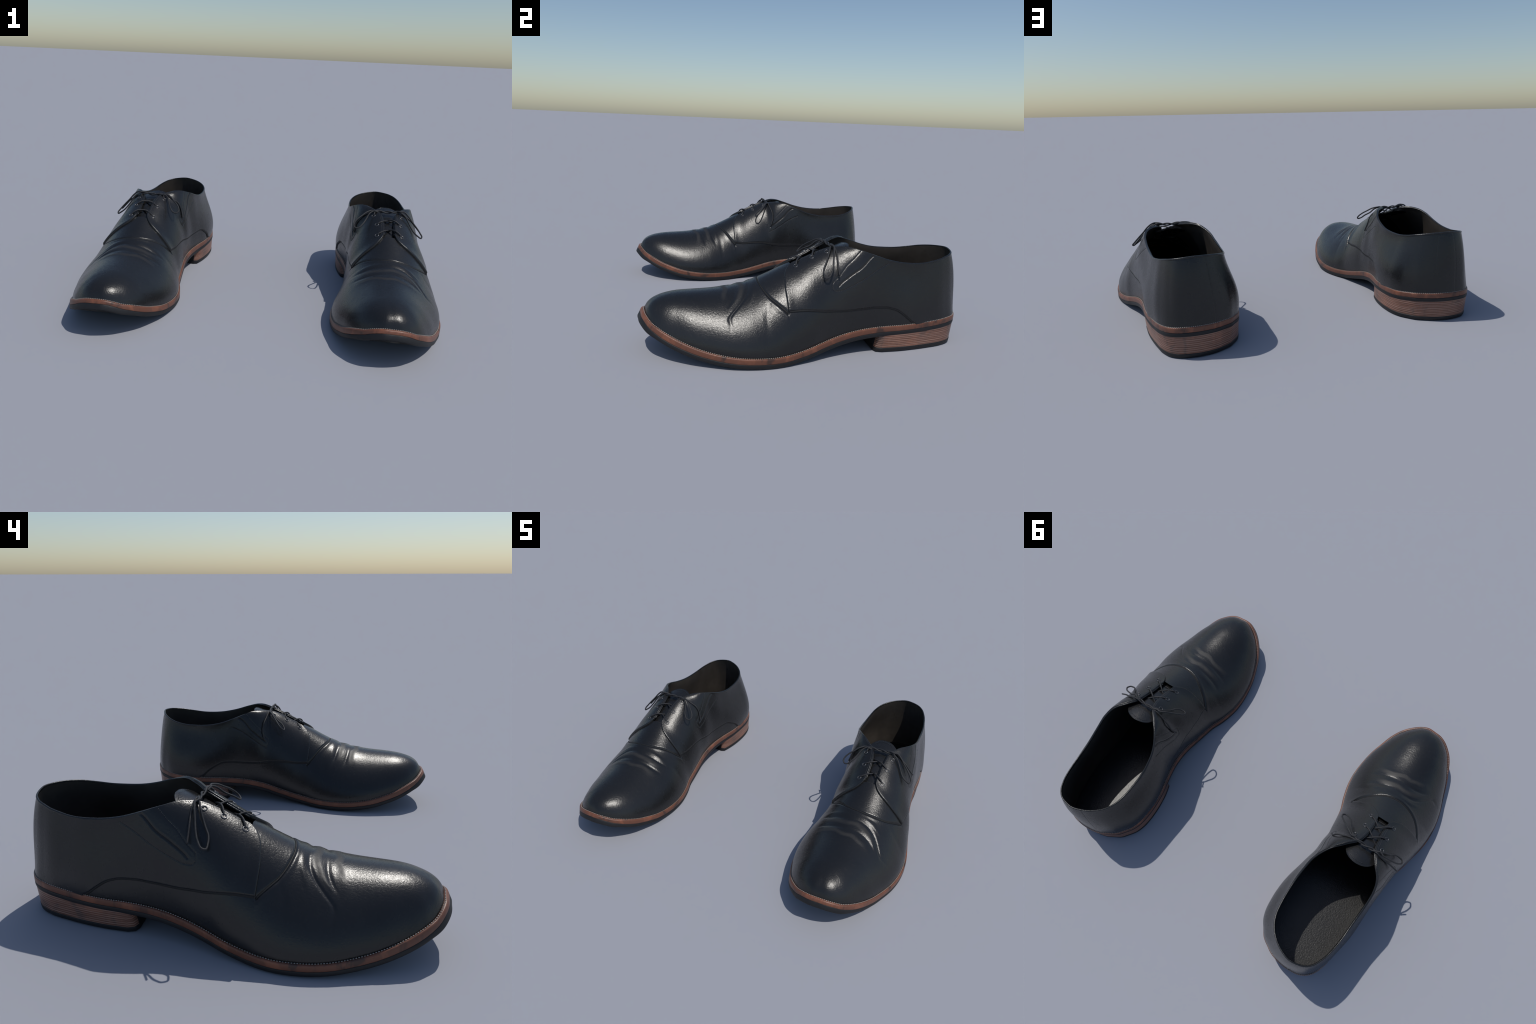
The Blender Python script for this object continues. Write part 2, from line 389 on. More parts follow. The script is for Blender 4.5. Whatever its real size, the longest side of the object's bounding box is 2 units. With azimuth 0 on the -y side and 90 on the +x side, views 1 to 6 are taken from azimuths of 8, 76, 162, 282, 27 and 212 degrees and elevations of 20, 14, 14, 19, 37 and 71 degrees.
def plain(name, base, rough, spec=.5, bump=.0, scale=150.0, var=.15, metal=0.0):
    m, nt, b = new_mat(name)
    co = node(nt, 'ShaderNodeTexCoord').outputs['Object']
    f = noise(nt, co, scale * .12, 4.0, .6)
    col = mix(nt, ramp(nt, f, [(.3, (0, 0, 0)), (.7, (1, 1, 1))]), tuple(c * (1 - var) for c in base), tuple(c * (1 + var) for c in base))
    nt.links.new(col, b.inputs['Base Color'])
    b.inputs['Roughness'].default_value = rough; b.inputs['Specular IOR Level'].default_value = spec
    b.inputs['Metallic'].default_value = metal
    if bump:
        h = noise(nt, co, scale, 4.0, .6)
        nt.links.new(node(nt, 'ShaderNodeBump', inp={'Strength': bump, 'Distance': .002, 'Height': h}).outputs[0], b.inputs['Normal'])
    return m


def brown_edge(name, stacked):
    """russet leather edge: blotchy welt, or fine horizontal layers on the heel stack"""
    m, nt, b = new_mat(name)
    co = node(nt, 'ShaderNodeTexCoord').outputs['Object']
    blot = noise(nt, node(nt, 'ShaderNodeMapping', inp={'Vector': co, 'Scale': (1, 1, .5)}).outputs[0], 12.0, 5.0, .62, .5)
    fine = noise(nt, node(nt, 'ShaderNodeMapping', inp={'Vector': co, 'Scale': (30, 30, 260)}).outputs[0], 2.2, 4.0, .6)
    col = ramp(nt, blot, [(.36, RUSSET_DARK), (.45, RUSSET), (.54, RUSSET), (.64, RUSSET_LIGHT)])
    col = mix(nt, math(nt, 'MULTIPLY', math(nt, 'SUBTRACT', fine, .35), .55), col, tuple(c * .55 for c in RUSSET))
    rough = .42
    if stacked:
        z = node(nt, 'ShaderNodeSeparateXYZ', inp={0: co}).outputs[2]
        lay = math(nt, 'FRACT', math(nt, 'ADD', math(nt, 'DIVIDE', z, LIFT), math(nt, 'MULTIPLY', noise(nt, co, 7.0), .5)))
        line = ramp(nt, lay, [(0.0, (.25,)*3), (.22, (.0,)*3), (.62, (.8,)*3), (.85, (.25,)*3), (1.0, (.25,)*3)])
        pale = ramp(nt, noise(nt, node(nt, 'ShaderNodeMapping', inp={'Vector': co, 'Scale': (5, 5, 190)}).outputs[0], 1.5, 3.0, .55), [(.34, (.25,)*3), (.60, (1,)*3)])
        deep = ramp(nt, noise(nt, node(nt, 'ShaderNodeMapping', inp={'Vector': co, 'Scale': (6, 6, 260)}).outputs[0], 1.4, 3.0, .55), [(.50, (0,)*3), (.72, (.7,)*3)])
        col = mix(nt, deep, col, tuple(c * .5 for c in RUSSET))
        col = mix(nt, math(nt, 'MULTIPLY', line, pale), col, STACK_PALE)
    nt.links.new(col, b.inputs['Base Color'])
    b.inputs['Roughness'].default_value = rough; b.inputs['Specular IOR Level'].default_value = .5
    h = math(nt, 'ADD', fine, math(nt, 'MULTIPLY', noise(nt, co, 90.0, 3.0), .5))
    nt.links.new(node(nt, 'ShaderNodeBump', inp={'Strength': .35, 'Distance': .0015, 'Height': h}).outputs[0], b.inputs['Normal'])
    return m


MAT = {
    'leather': leather('black_polished_leather', LEATHER, .25),
    'vamp': leather('black_creased_leather', LEATHER, .25, worn=True),
    'piping': plain('black_edge_binding', (.012, .012, .0125), .6, .35, .5, 260.0),
    'lining': plain('dark_lining_leather', LINING, .62, .35, .35, 70.0, .22),
    'insole': leather('insole_leather', INSOLE, .33, grain=1.2),
    'welt': brown_edge('russet_welt_leather', False),
    'stack': brown_edge('russet_stacked_leather', True),
    'rubber': plain('black_sole_rubber', RUBBER, .55, .4, .3, 120.0),
    'lace': plain('black_waxed_cord', (.022, .022, .024), .5, .4, .6, 600.0),
    'thread': plain('pale_thread', THREAD, .6, .3, .0, 300.0),
    'black_thread': plain('black_thread', (.035, .035, .037), .35, .5, .0, 300.0),
    'metal': plain('dark_eyelet_metal', (.10, .10, .105), .28, .5, .0, 100.0, .1, .85),
}


# ------------------------------------------------------------------ building one shoe
PARTS = []      # (name, verts, faces, material, kind)


def add(name, V, F, mat, stuff=False):
    PARTS.append((name, np.asarray(V, float), F, mat, stuff))


def pattern(table, k):
    """pattern line given as (spoke, v) control points"""
    t = np.array(table)
    return np.interp(k, t[:, 0], t[:, 1]) if len(t) < 3 else spl(t[:, 0], t[:, 1], k)


def on_side(side, kv, n, off):
    """3d curve on the leather through (spoke, v) control points, with normals"""
    c = curve(kv, n)
    N = side.nrm(c[:, 0], c[:, 1])
    return side.pos(c[:, 0], c[:, 1]) + N * off, N


CAP = np.array([(*xy, 0) for xy in curve(CAP_XY, 70)])


def crease_relief(P):
    """folds where the vamp bends, and the groove of the cap line"""
    x, y = P[:, 0], P[:, 1]
    h = np.zeros(len(P))
    for pts, amp, wid, x0, x1 in FOLDS:
        p = np.array(pts)
        yc = spl(p[:, 0], p[:, 1], np.clip(x, p[0, 0], p[-1, 0]))
        win = sstep(x0, x0 + .07, x) * (1 - sstep(x1 - .07, x1, x))
        h += amp * np.exp(-((y - yc) / wid)**2) * win * (1 - .78 * np.exp(-((x - .685) / .055)**2))
    Q = P.copy(); Q[:, 2] = 0
    near = (y > -.3) & (y < -.1)
    d = np.full(len(P), 9.)
    d[near] = dist_poly(Q[near], CAP)
    yc = spl(CAP_XS, CAP_YS, np.clip(x, CAP_XS[0], CAP_XS[-1]))
    s = np.where(y < yc, -d, d)
    h += -.0048 * np.exp(-(d / .0044)**2) + .0012 * np.exp(-((s + .010) / .008)**2)
    return h


def build_vamp():
    """toe and forepart over the ridge, with a low strip running back under the quarters to the heel"""
    nl, nt = 75, 85
    k_front = np.linspace(0, 6.46, 400)
    spine = None
    parts = []
    for side, low in ((OUTER, SEAM_OUTER), (INNER, SEAM_INNER)):
        ks = np.r_[k_front, np.linspace(6.5, low[-1][0] + .25, 170)]
        edge = np.clip(pattern(low, np.clip(ks, low[0][0], low[-1][0])) + .05, .03, 1)
        Vv = np.concatenate([edge[:, None] * np.linspace(0, 1, nl)[None],
                             edge[:, None] + (1 - edge)[:, None] * np.linspace(0, 1, nt + 1)[None, 1:]], 1)
        nv = nl + nt
        K = np.repeat(ks, nv)
        P = side.pos(K, Vv.ravel()); N = side.nrm(K, Vv.ravel())
        P = P + N * (crease_relief(P) * (1 - sstep(6.0, 6.4, K)))[:, None]
        P = P.reshape(len(ks), nv, 3)
        parts.append(P)
    # the halves share the ridge and the toe line
    m = len(k_front)
    mid = (parts[0][:m, -1] + parts[1][:m, -1]) / 2
    toe = (parts[0][0] + parts[1][0]) / 2
    out = []
    for P, side in zip(parts, SIDES):
        P[:m, -1] = mid; P[0] = toe; P[0, -1] = mid[0]
        F = grid_faces(len(P), nl + nt, flip=side is INNER)
        hidden = ((F // (nl + nt)).max(1) >= m) & ((F % (nl + nt)).max(1) >= nl)
        out.append((P.reshape(-1, 3), F[~hidden]))
    V, F = merge(out)
    add('vamp', *weld(V, F), 'vamp')


def weld(V, F):
    """join coincident vertices, drop unused ones"""
    key = np.round(np.asarray(V) / 2e-6).astype(np.int64)
    _, first, inv = np.unique(key, axis=0, return_index=True, return_inverse=True)
    inv = inv.ravel()
    faces = []
    for f in F:
        g = list(dict.fromkeys(int(inv[i]) for i in f))
        if len(g) > 2:
            faces.append(tuple(g))
    used = np.unique(np.concatenate([np.array(f) for f in faces]))
    remap = np.full(len(first), -1); remap[used] = np.arange(len(used))
    return np.asarray(V)[first][used], [tuple(int(remap[i]) for i in f) for f in faces]


def build_cap_line():
    """dark cord that crosses the vamp in an arc from one quarter corner to the other"""
    pts, nrm = [], []
    ks, vs = np.linspace(4.2, 6.4, 160), np.linspace(.3, 1, 200)
    grids = [(sd.pos(np.repeat(ks, 200), np.tile(vs, 160)), sd.nrm(np.repeat(ks, 200), np.tile(vs, 160))) for sd in SIDES]
    G = np.concatenate([g[0] for g in grids]); N = np.concatenate([g[1] for g in grids])
    for c in CAP:
        d = (G[:, 0] - c[0])**2 + (G[:, 1] - c[1])**2
        i = np.argsort(d)[:6]
        w = 1 / (d[i] + 1e-7); w /= w.sum()
        pts.append((c[0], c[1], float((G[i, 2] * w).sum()))); nrm.append((N[i] * w[:, None]).sum(0))
    P, N = np.array(pts), np.array(nrm)
    for _ in range(3):
        P[1:-1, 2] = (P[:-2, 2] + P[1:-1, 2] * 2 + P[2:, 2]) / 4
    N /= np.linalg.norm(N, axis=1)[:, None]
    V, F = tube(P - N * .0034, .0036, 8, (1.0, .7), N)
    add('cap_dark_cord', V, F, 'piping')


def quarter_grid(side, low, top, front, kb, nb, na):
    """pattern of a quarter panel: K,V arrays (na columns from the front edge to spoke kb, nb rows)"""
    e = np.array([0, .0009, .0025, .005])
    a = np.r_[e, np.linspace(.008, 1, na - 4)]
    b = np.r_[0, .004, .012, np.linspace(.022, .985, nb - 5), .995, 1]
    A, B = np.meshgrid(a, b, indexing='ij')
    kt = top[0][0]
    k0 = pattern(front[:-1] + [(1, kt)], b)        # spoke of the front edge at each height
    Kc = kt + A * (kb - kt)                        # straight columns
    fall = np.exp(-(A / .16)**1.5)
    Kl = Kc + (k0[0] - kt) * fall
    lo = np.clip(pattern(low, np.clip(Kl, low[0][0], low[-1][0])), 0, 1) * (1 - sstep(low[-1][0] - .02, low[-1][0] + .05, Kl))
    hi = np.clip(pattern(top, np.clip(Kc, top[0][0], top[-1][0])), 0, 1)
    Vv = lo + (hi - lo) * B
    K = Kc + (k0[None] - kt) * fall
    return a, b, K, Vv


def gore_relief(side, P):
    groove, loop, rib = GORE[side.sign]
    g, _ = on_side(side, groove, 60, 0)
    r, _ = on_side(side, rib, 60, 0)
    l, _ = on_side(side, loop, 90, 0)
    h = np.zeros(len(P))
    m = (P[:, 1] > .0) & (P[:, 1] < .45) & (P[:, 2] > .24)
    Q = P[m]
    dg = dist_poly(Q, g); dr = dist_poly(Q, r); dl = dist_poly(Q, l)
    h[m] = -.0022 * np.exp(-(dg / .0036)**2) + .0006 * np.exp(-((dg - .010) / .006)**2) - .0010 * np.exp(-(dr / .0030)**2) - .0012 * np.exp(-(dl / .0028)**2)
    return h


def build_quarters():
    stays, linings, collars = [], [], []
    for side, low, top, front in ((OUTER, SEAM_OUTER, FACING_OUTER, FRONT_OUTER), (INNER, SEAM_INNER, FACING_INNER, FRONT_INNER)):
        back = STAY[side.sign]
        na, nb = 520, 150
        a, b, K, Vv = quarter_grid(side, low, top, front, 20.0, nb, na)
        P0 = side.pos(K.ravel(), Vv.ravel()); N = side.nrm(K.ravel(), Vv.ravel())
        h = np.full(K.shape, QUARTER)
        A_ = np.repeat(a[:, None], nb, 1)
        wall = np.array([-.001, .0045, .0068, QUARTER])
        h[:4] = np.minimum(h[:4], wall[:, None])
        seam = (K < low[-1][0])                     # the bottom edge lies proud only above the seam
        hb = np.array([-.002, .0045, .0066])
        for j in range(3):
            h[:, j] = np.where(seam[:, j], np.minimum(h[:, j], hb[j]), h[:, j])
        h = h * (1 - .75 * sstep(low[-1][0] - .6, low[-1][0] + 1.0, K))
        h = h + np.where(K > 14, .0, 0)
        # the facing and front edge are folded double, so they stand a little prouder
        lip = .0030 * np.exp(-(A_ / .022)**2)
        lip[:4] *= np.array([0, .5, .8, 1])[:, None]
        h = h + lip
        # collar: the last rows roll over the rim
        h[:, -1] -= .0055; h[:, -2] -= .0016
        hh = h.ravel() + gore_relief(side, P0)
        # faint seams of the back stay
        hh -= .0013 * np.exp(-((K.ravel() - back) / .03)**2)
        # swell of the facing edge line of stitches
        P = P0 + N * hh[:, None]
        # inner face, folded over the rim
        down = [(0, -.0005), (0, -.0022), (.02, -.0034), (.06, -.0036), (.14, -.0036)]
        rows = []
        hi = Vv[:, -1]; lo = Vv[:, 0]
        for dv, off in down:
            v = hi - dv * (hi - lo)
            p = side.pos(K[:, -1], v); n = side.nrm(K[:, -1], v)
            rows.append(p + n * off)
        Pg = P.reshape(na, nb, 3)
        Pg = np.concatenate([Pg, np.stack(rows, 1)], 1)
        nbt = Pg.shape[1]
        cut = int(np.argmin(np.abs(K[:, nb // 2] - back)))
        add('quarter', Pg[:cut + 1].reshape(-1, 3), grid_faces(cut + 1, nbt, flip=side is INNER), 'leather')
        stays.append((Pg[cut:].reshape(-1, 3), grid_faces(na - cut, nbt, flip=side is INNER)))
        # rolled collar edge
        kc = np.r_[np.linspace(top[0][0] + .15, 9.6, 40), np.linspace(9.7, 20, 150)]
        vc = np.clip(pattern(top, np.clip(kc, top[0][0], top[-1][0])), 0, 1)
        collars.append(tube(side.pos(kc, vc) + side.nrm(kc, vc) * .0014 - np.array([0, 0, .0042]), .0050, 10, (1.0, .85), side.nrm(kc, vc)))
        # lining
        kl = np.linspace(top[0][0] + .1, 20, 160); vl = np.linspace(0, 1, 40)
        hi = np.clip(pattern(top, np.clip(kl, top[0][0], top[-1][0])), 0, 1) - .012
        KK = np.repeat(kl, 40); VV = (hi[:, None] * vl[None]).ravel()
        L = side.pos(KK, VV) - side.nrm(KK, VV) * (.0048 + .003 * (1 - np.tile(vl, 160)))[:, None]
        L = L.reshape(160, 40, 3)
        foot = L[:, :1] + np.array([0, 0, -1.]) * np.array([.046, .035, .024, .012])[None, :, None]
        L = np.concatenate([foot, L], 1).reshape(-1, 3)
        linings.append((L, grid_faces(160, 44, flip=side is OUTER)))
        # binding along the bottom seam
        kk = np.linspace(low[0][0] + .03, low[-1][0] - .16, 160)
        vv = pattern(low, kk)
        p = side.pos(kk, vv); n = side.nrm(kk, vv)
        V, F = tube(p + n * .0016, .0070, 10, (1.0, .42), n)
        add('seam_binding', V, F, 'piping')
        # stitching along the front edge and the facing
        j = int(nb * .0) + 3
        row = 16
        i_in = 4
        ed = [(K[i_in, jj], Vv[i_in, jj]) for jj in range(8, nb - 8, 4)]
        ed += [(K[ii, -8], Vv[ii, -8]) for ii in range(7, int(na * .27), 3)]
        c = np.array(ed); N1 = side.nrm(c[:, 0], c[:, 1]); Q = side.pos(c[:, 0], c[:, 1]) + N1 * (QUARTER + .0002)
        V, F = stitches(Q, N1, .0085, .0062, .0013)
        add('edge_stitching', V, F, 'black_thread', True)
        groove, loop, rib = GORE[side.sign]
        sp = []
        for line in (loop, rib):
            Q, N1 = on_side(side, line, 80, QUARTER - .0006)
            sp.append(stitches(Q, N1, .0078, .0055, .0011))
        Q, N1 = on_side(side, groove, 60, QUARTER - .0026)
        taper = np.sin(np.pi * np.linspace(.03, .97, 60))**.4
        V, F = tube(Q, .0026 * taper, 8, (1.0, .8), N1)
        add('gore_dark_cord', V, F, 'piping')
        V, F = merge(sp)
        add('gore_stitching', V, F, 'black_thread', True)
        # eyelets
        for k, v in EYELETS[side.sign]:
            k = np.array([k]); v = np.array([v])
            n = side.nrm(k, v)[0]; c = side.pos(k, v)[0] + n * (QUARTER + .0005)
            u = np.cross(n, [0, 1, 0]); u /= np.linalg.norm(u); w = np.cross(n, u)
            V, nr, ns = [], 28, 9
            prof = [(.0108, -.003), (.0106, .0006), (.0096, .0022), (.0080, .0028), (.0066, .0020), (.0058, -.0002), (.0056, -.006)]
            for i in range(nr):
                t = 2*np.pi*i/nr
                for r, z in prof:
                    V.append(c + (u*np.cos(t) + w*np.sin(t))*r*1.2 + n*z)
            add('eyelet', V, grid_faces(nr, len(prof), wrap_u=True), 'metal')
    add('back_stay', *weld(*merge(stays)), 'leather')
    add('lining', *weld(*merge(linings)), 'lining')
    for V, F in collars:
        add('collar_edge', V, F, 'leather')


def build_tongue():
    nu, nv = 60, 36
    ys = -.125 + .332 * np.sin(np.linspace(0, np.pi / 2, nu)); t = np.linspace(-1, 1, nv)
    Y = np.repeat(ys, nv); Tt = np.tile(t, nu)
    zc = spl([-.13, -.09, -.03, .03, .09, .15, .207], [.370, .397, .433, .461, .483, .500, .5125], Y)
    xc = spl([-.13, 0, .12, .207], [.705, .704, .698, .692], Y)
    hw = spl([-.13, -.06, .04, .10, .21], [.045, .055, .070, .083, .083], Y) * np.sqrt(np.clip(1 - np.clip((Y - .135) / .0722, 0, 1)**2.2, .0004, 1))
    X = xc + hw * Tt
    Yb = Y
    Z = zc - 2.6 * (X - xc)**2 - .004
    Z += .0015 * np.exp(-((1 - np.abs(Tt)) / .1)**2)
    top = np.c_[X, Yb, Z]; bot = np.c_[X, Yb, Z - .0085]
    roll = .35
    F = [tuple(f) for f in grid_faces(nu, nv, flip=True)]
    o = nu * nv
    F += [tuple(int(i) + o for i in f[::-1]) for f in grid_faces(nu, nv, flip=True)]
    edge = [i * nv for i in range(nu)] + [(nu-1)*nv + j for j in range(1, nv)] + [i*nv + nv-1 for i in range(nu-2, -1, -1)] + [j for j in range(nv-2, 0, -1)]
    for a, b in zip(edge, edge[1:] + edge[:1]):
        F.append((a, b, b + o, a + o))
    add('tongue', np.concatenate([top, bot]), F, 'leather')
    V, Fs = stitches(*(lambda P: (P, np.tile([0, .2, 1.], (len(P), 1))))(np.array([(.692 + .058*np.sin(a), .196 - .03*(1-np.cos(a)) - .004, .5100 - .0115*np.sin(a)**2 - .006*(1-np.cos(a))) for a in np.linspace(-1.2, 1.2, 40)])), .009, .006, .0011)
    add('tongue_stitching', V, Fs, 'black_thread', True)


def loop_plan(n):
    """closed plan loop of the welt, outer side toe to heel then inner side back; equal counts per side"""
    u = np.linspace(0, 1, n)
    u = .5 - .5 * np.cos(np.pi * u) * (1) if False else u
    wo, no = OUTER.plan(u); wi, ni = INNER.plan(u)
    return np.concatenate([wo, wi[-2:0:-1]]), np.concatenate([no, ni[-2:0:-1]])


def rings(profile, n, close_bottom=False, close_top=False):
    """sweep (offset, drop) rings round the sole; drop is in units below the welt top"""
    W, N = loop_plan(n); m = len(W)
    G = []
    thick = SOLE_SWELL(W[:, 1])
    lean = -np.arctan((welt_z(W[:, 1] + .03) - welt_z(W[:, 1] - .03)) / .06) * .72 * sstep(-.1, -.5, W[:, 1])   # the slab stands square to the toe spring
    for off, dz in profile:
        lim = -(upper_inset(W[:, 1]) + .005)[:, None]         # stay hidden under the leather
        p = W + N * (np.maximum(off, lim) if not close_bottom else off)
        h = dz * thick if dz < -.006 else np.full(len(W), dz)
        if -.031 < dz < -.006:
            h = h * (1 - .30 * sstep(-.69, -.785, W[:, 1]))      # the brown edge thins round the toe
        G.append(np.c_[p[:, 0], p[:, 1] + h * np.sin(lean), welt_z(W[:, 1]) + h * np.cos(lean)])
    V = np.stack(G, 1).reshape(-1, 3)
    F = [tuple(f) for f in grid_faces(m, len(profile), flip=True, wrap_u=True)]
    r = len(profile)
    for flag, j in ((close_bottom, r - 1), (close_top, 0)):
        if flag:
            for i in range(n - 1):
                a, b = i, i + 1
                c, d = (m - b) % m, (m - a) % m
                q = [a*r + j, b*r + j, c*r + j, d*r + j]
                q = list(dict.fromkeys(q))
                F.append(tuple(q if j else q[::-1]))
    return V, F


def build_sole():
    n = 330
    V, F = rings([(-.03, -.004), (-.013, -.002), (-.006, -.0005), (-.0025, -.0012), (-.0004, -.0040), (.0, -.0075), (.0, -.0235), (-.001, -.0262), (-.004, -.0272), (-.018, -.0272)], n)
    add('welt', V, F, 'welt')
    V, F = rings([(-.018, -.0265), (-.0025, -.0268), (-.0012, -.0280), (-.0005, -.0300), (-.0008, -.0415), (-.0028, -.0463), (-.0068, -.0488), (-.014, -.0492)], n, close_bottom=True)
    V[:, 2] = np.maximum(V[:, 2], .0002)
    add('outsole', V, F, 'rubber')
    # welt stitching
    W, N = loop_plan(900)
    p = W - N * (.0088 - .0050 * sstep(.15, .5, W[:, 1]))[:, None]
    P = np.c_[p, welt_z(W[:, 1]) + .0003]
    P = np.concatenate([P, P[:1]])
    V, F = stitches(P, np.tile([0, 0, 1.], (len(P), 1)), .0098, .0066, .0021)
    add('welt_stitching', V, F, 'thread', True)
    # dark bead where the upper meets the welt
    # insole
    kk = np.linspace(2, 20, 120)
    rows = []
    t = np.linspace(0, 1, 30)
    uo = spl(OUTER.kk, OUTER.ku, kk); ui = spl(INNER.kk, INNER.ku, kk)
    wo, no = OUTER.plan(uo); wi, ni = INNER.plan(ui)
    a = wo - no * .014; b = wi - ni * .014
    G = a[:, None] * (1 - t[None, :, None]) + b[:, None] * t[None, :, None]
    z = welt_z(G[..., 1].ravel()).reshape(120, 30) - .0455 + .0085 * sstep(.36, .6, G[..., 1])
    V = np.concatenate([G, z[..., None]], 2).reshape(-1, 3)
    add('insole', V, grid_faces(120, 30, flip=False), 'insole')


def heel_loop(s, off):
    """heel outline: s 0 at the top under the sole, 1 at the floor"""
    y0 = .338
    us = []
    for side in SIDES:
        ks = np.linspace(key_at_y(side, y0 + .02), 20, 90)
        u = spl(side.kk, side.ku, ks); w, n = side.plan(u)
        f = np.clip((w[:, 1] - y0) / (.809 - y0), 0, 1)
        p = w + n * off
        p[:, 1] -= .006 * s * f**1.3
        p[:, 0] += (-.009 if side is OUTER else .006) * s
        us.append(p)
    o, i = us
    # chamfered corners at the breast
    br = y0 - .012 * s
    c1 = np.array([(o[0, 0] - .010, br + .004), (o[0, 0] - .030, br - .004), (o[0, 0] - .034, br - .004)])
    c2 = np.array([(i[0, 0] + .034, br - .004), (i[0, 0] + .030, br - .004), (i[0, 0] + .010, br + .004)])
    x = np.linspace(c1[-1, 0], c2[0, 0], 12)[1:-1]
    mid = np.c_[x, np.full(10, br - .004) + .006 * np.sin(np.pi * np.linspace(.08, .92, 10))]
    return np.concatenate([c1[::-1], o, i[-2::-1], c2[::-1], mid[::-1]])


def solid(levels, cap_top=True, cap_bottom=True):
    G = np.stack([np.asarray(l) for l in levels], 1)
    m, r = G.shape[:2]
    F = [tuple(f) for f in grid_faces(m, r, flip=True, wrap_u=True)]
    if cap_top:
        F.append(tuple(j * r for j in range(m)))
    if cap_bottom:
        F.append(tuple(j * r + r - 1 for j in reversed(range(m))))
    return G.reshape(-1, 3), F


def build_heel():
    top = lambda p: welt_z(p[:, 1]) - .0475 * SOLE_SWELL(p[:, 1])
    z_tip = .0215
    lv = []
    n = 7
    for i in range(n):
        for f, off in ((.0, -.0039), (.12, -.0035), (.5, -.0033), (.88, -.0035), (.985, -.0039)):
            s = (i + f) / n
            p = heel_loop(s * .8, off)
            z0 = top(p) + .001
            lv.append(np.c_[p, z0 + (z_tip - z0) * s])
    V, F = solid(lv)
    add('heel_stack', V, F, 'stack')
    lv = []
    for z, off in ((z_tip + .0002, -.006), (z_tip - .001, -.0028), (.018, -.0018), (.006, -.002), (.001, -.0045), (.0, -.008)):
        p = heel_loop(.8 + .2 * (1 - z / z_tip), off)
        lv.append(np.c_[p, np.full(len(p), z)])
    V, F = solid(lv)
    add('heel_tip', V, F, 'rubber')
    # dark breast facing
    p0, p1 = heel_loop(0, -.004), heel_loop(.8, -.004)
    nb = 16
    for_x = np.linspace(0, 1, nb)
    pick = lambda p: np.array([(p[0, 0] + (p[-11, 0] - p[0, 0]) * t, p[0, 1] + .006 * np.sin(np.pi * t) - .0022) for t in for_x])
    a, b = pick(p0), pick(p1)
    Z0 = welt_z(a[:, 1]) - .0482 * SOLE_SWELL(a[:, 1]) + .002
    G = np.stack([np.c_[a, Z0], np.c_[b, np.full(nb, .020)], np.c_[b + [0, .004], np.full(nb, .020)], np.c_[a + [0, .004], Z0]], 1)
    F = [tuple(f) for f in grid_faces(nb, 4)] + [(i*4+3, (i+1)*4+3, (i+1)*4, i*4) for i in range(nb-1)] + [(0, 1, 2, 3), (nb*4-1, nb*4-2, nb*4-3, nb*4-4)]
    add('heel_breast', G.reshape(-1, 3), F, 'rubber')


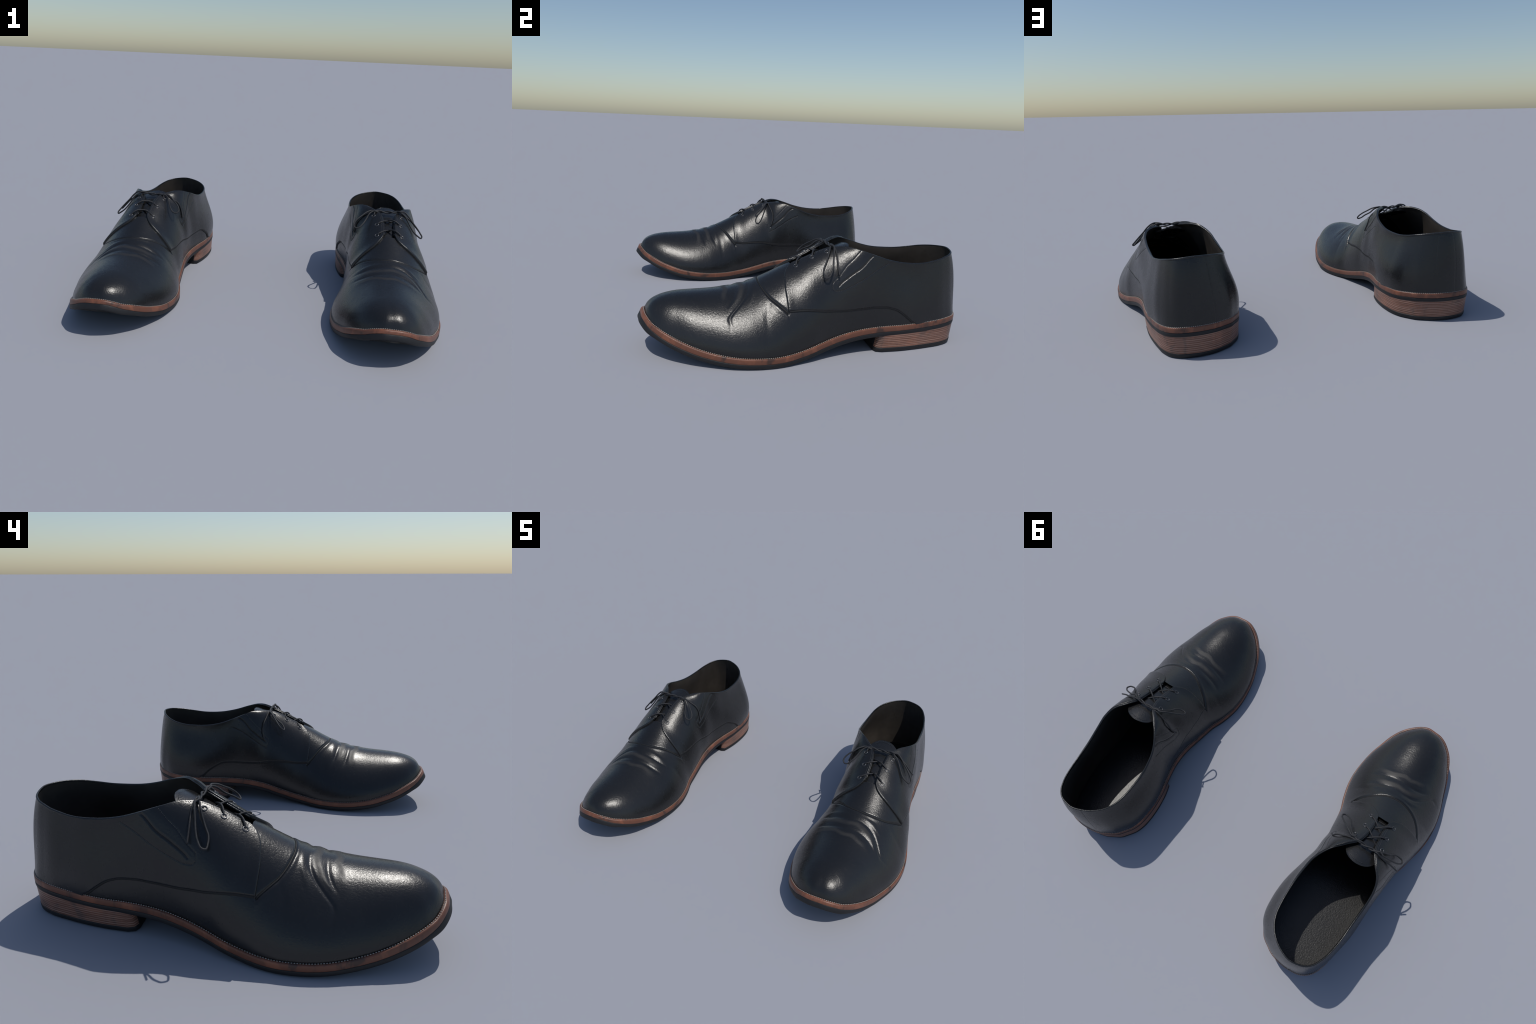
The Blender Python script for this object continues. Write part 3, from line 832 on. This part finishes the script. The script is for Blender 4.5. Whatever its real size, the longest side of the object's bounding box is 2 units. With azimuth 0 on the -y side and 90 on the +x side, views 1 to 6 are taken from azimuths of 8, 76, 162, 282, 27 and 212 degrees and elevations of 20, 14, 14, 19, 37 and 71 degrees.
def build_laces():
    r = LACE
    def eye(sign, i, lift):
        side = OUTER if sign > 0 else INNER
        k, v = EYELETS[sign][i]; k = np.array([k]); v = np.array([v])
        return side.pos(k, v)[0] + side.nrm(k, v)[0] * lift
    parts = []
    # straight bar under the facings at the lowest pair
    a, b = eye(-1, 0, -.016), eye(1, 0, -.016)
    parts.append([eye(-1, 0, .004), a, a*.6+b*.4 + [0, -.008, .002], a*.4+b*.6 + [0, -.008, .002], b, eye(1, 0, .004)])
    # crossings: out of eyelet i, over the gap, under the opposite facing to eyelet i+1
    for i in (0, 1):
        for s in (1, -1):
            e0, e1 = eye(s, i, -.004), eye(-s, i + 1, -.014)
            up = eye(s, i, .0095)
            f = (e1 - up)
            lift = .004 if s > 0 else -.001
            p = [e0, up + f*.05 + [0, 0, .002], up + f*.22 + [0, -.004, .014 + lift], up + f*.42 + [0, -.003, .013 + lift], up + f*.60 + [0, -.001, .004 + lift*.5], up + f*.78 + [0, 0, -.004], e1, eye(-s, i + 1, .003)]
            parts.append(p)
    # knot: two cords twisted round one another between the facings
    t = np.linspace(0, 1, 26)
    ax = np.c_[.628 + .140*t, .098 + .007*np.sin(np.pi*t), .512 - .006*np.sin(np.pi*t) + .004*t]
    for ph in (0, np.pi):
        w = 2*np.pi*1.4*t + ph
        k = ax + .0052 * np.c_[0*t, np.cos(w), np.sin(w)]
        s0, s1 = (-1, 1)
        head = [eye(-1, 2, -.005), eye(-1, 2, .010) + [.004, .006, .004]]
        tail = [eye(1, 2, .010) + [-.004, .006, .004], eye(1, 2, -.005)]
        if ph == 0:
            parts.append(head + [tuple(q) for q in k[2:]] + [tuple(q) for q in BOW_OUTER] + [(.756, .101, .517), (.735, .102, .513)])
            parts.append([(.735, .106, .513), (.758, .107, .516)] + [tuple(q) for q in END_OUTER])
        else:
            parts.append(tail + [tuple(q) for q in k[::-1][2:]] + [tuple(q) for q in BOW_INNER] + [(.640, .101, .512), (.660, .102, .510)])
            parts.append([(.665, .106, .509), (.640, .107, .510)] + [tuple(q) for q in END_INNER])
    for p in parts:
        c = curve(p, max(30, len(p) * 7))
        V, F = tube(c, r, 10)
        add('lace', V, F, 'lace')


build_vamp(); build_cap_line(); build_quarters(); build_tongue(); build_sole(); build_heel(); build_laces()

LABEL = 'black leather derby shoe with russet stacked heel and laces'
for mirror in (1, -1):
    root = bpy.data.objects.new('leather_shoe', None)
    bpy.context.scene.collection.objects.link(root)
    root.empty_display_size = .2
    root.location = (.69 * mirror, 0, 0)
    root['label'] = LABEL; root['category'] = 'shoe'
    inv = mathutils.Matrix.Translation((-.69 * mirror, 0, 0))
    for name, V, F, mat, stuff in PARTS:
        me = bpy.data.meshes.new(name)
        if mirror > 0:
            me.from_pydata(V.tolist(), [], [tuple(int(i) for i in f) for f in F])
        else:
            me.from_pydata((V * [-1, 1, 1]).tolist(), [], [tuple(int(i) for i in reversed(f)) for f in F])
        me.validate()
        me.polygons.foreach_set('use_smooth', [True] * len(me.polygons))
        me.materials.append(MAT[mat])
        if name in ('heel_stack', 'heel_tip', 'heel_breast', 'tongue'):
            me.set_sharp_from_angle(angle=.9)
        ob = bpy.data.objects.new(name, me)
        bpy.context.scene.collection.objects.link(ob)
        ob.parent = root; ob.matrix_parent_inverse = inv
        if stuff:
            ob['kind'] = 'stuff'
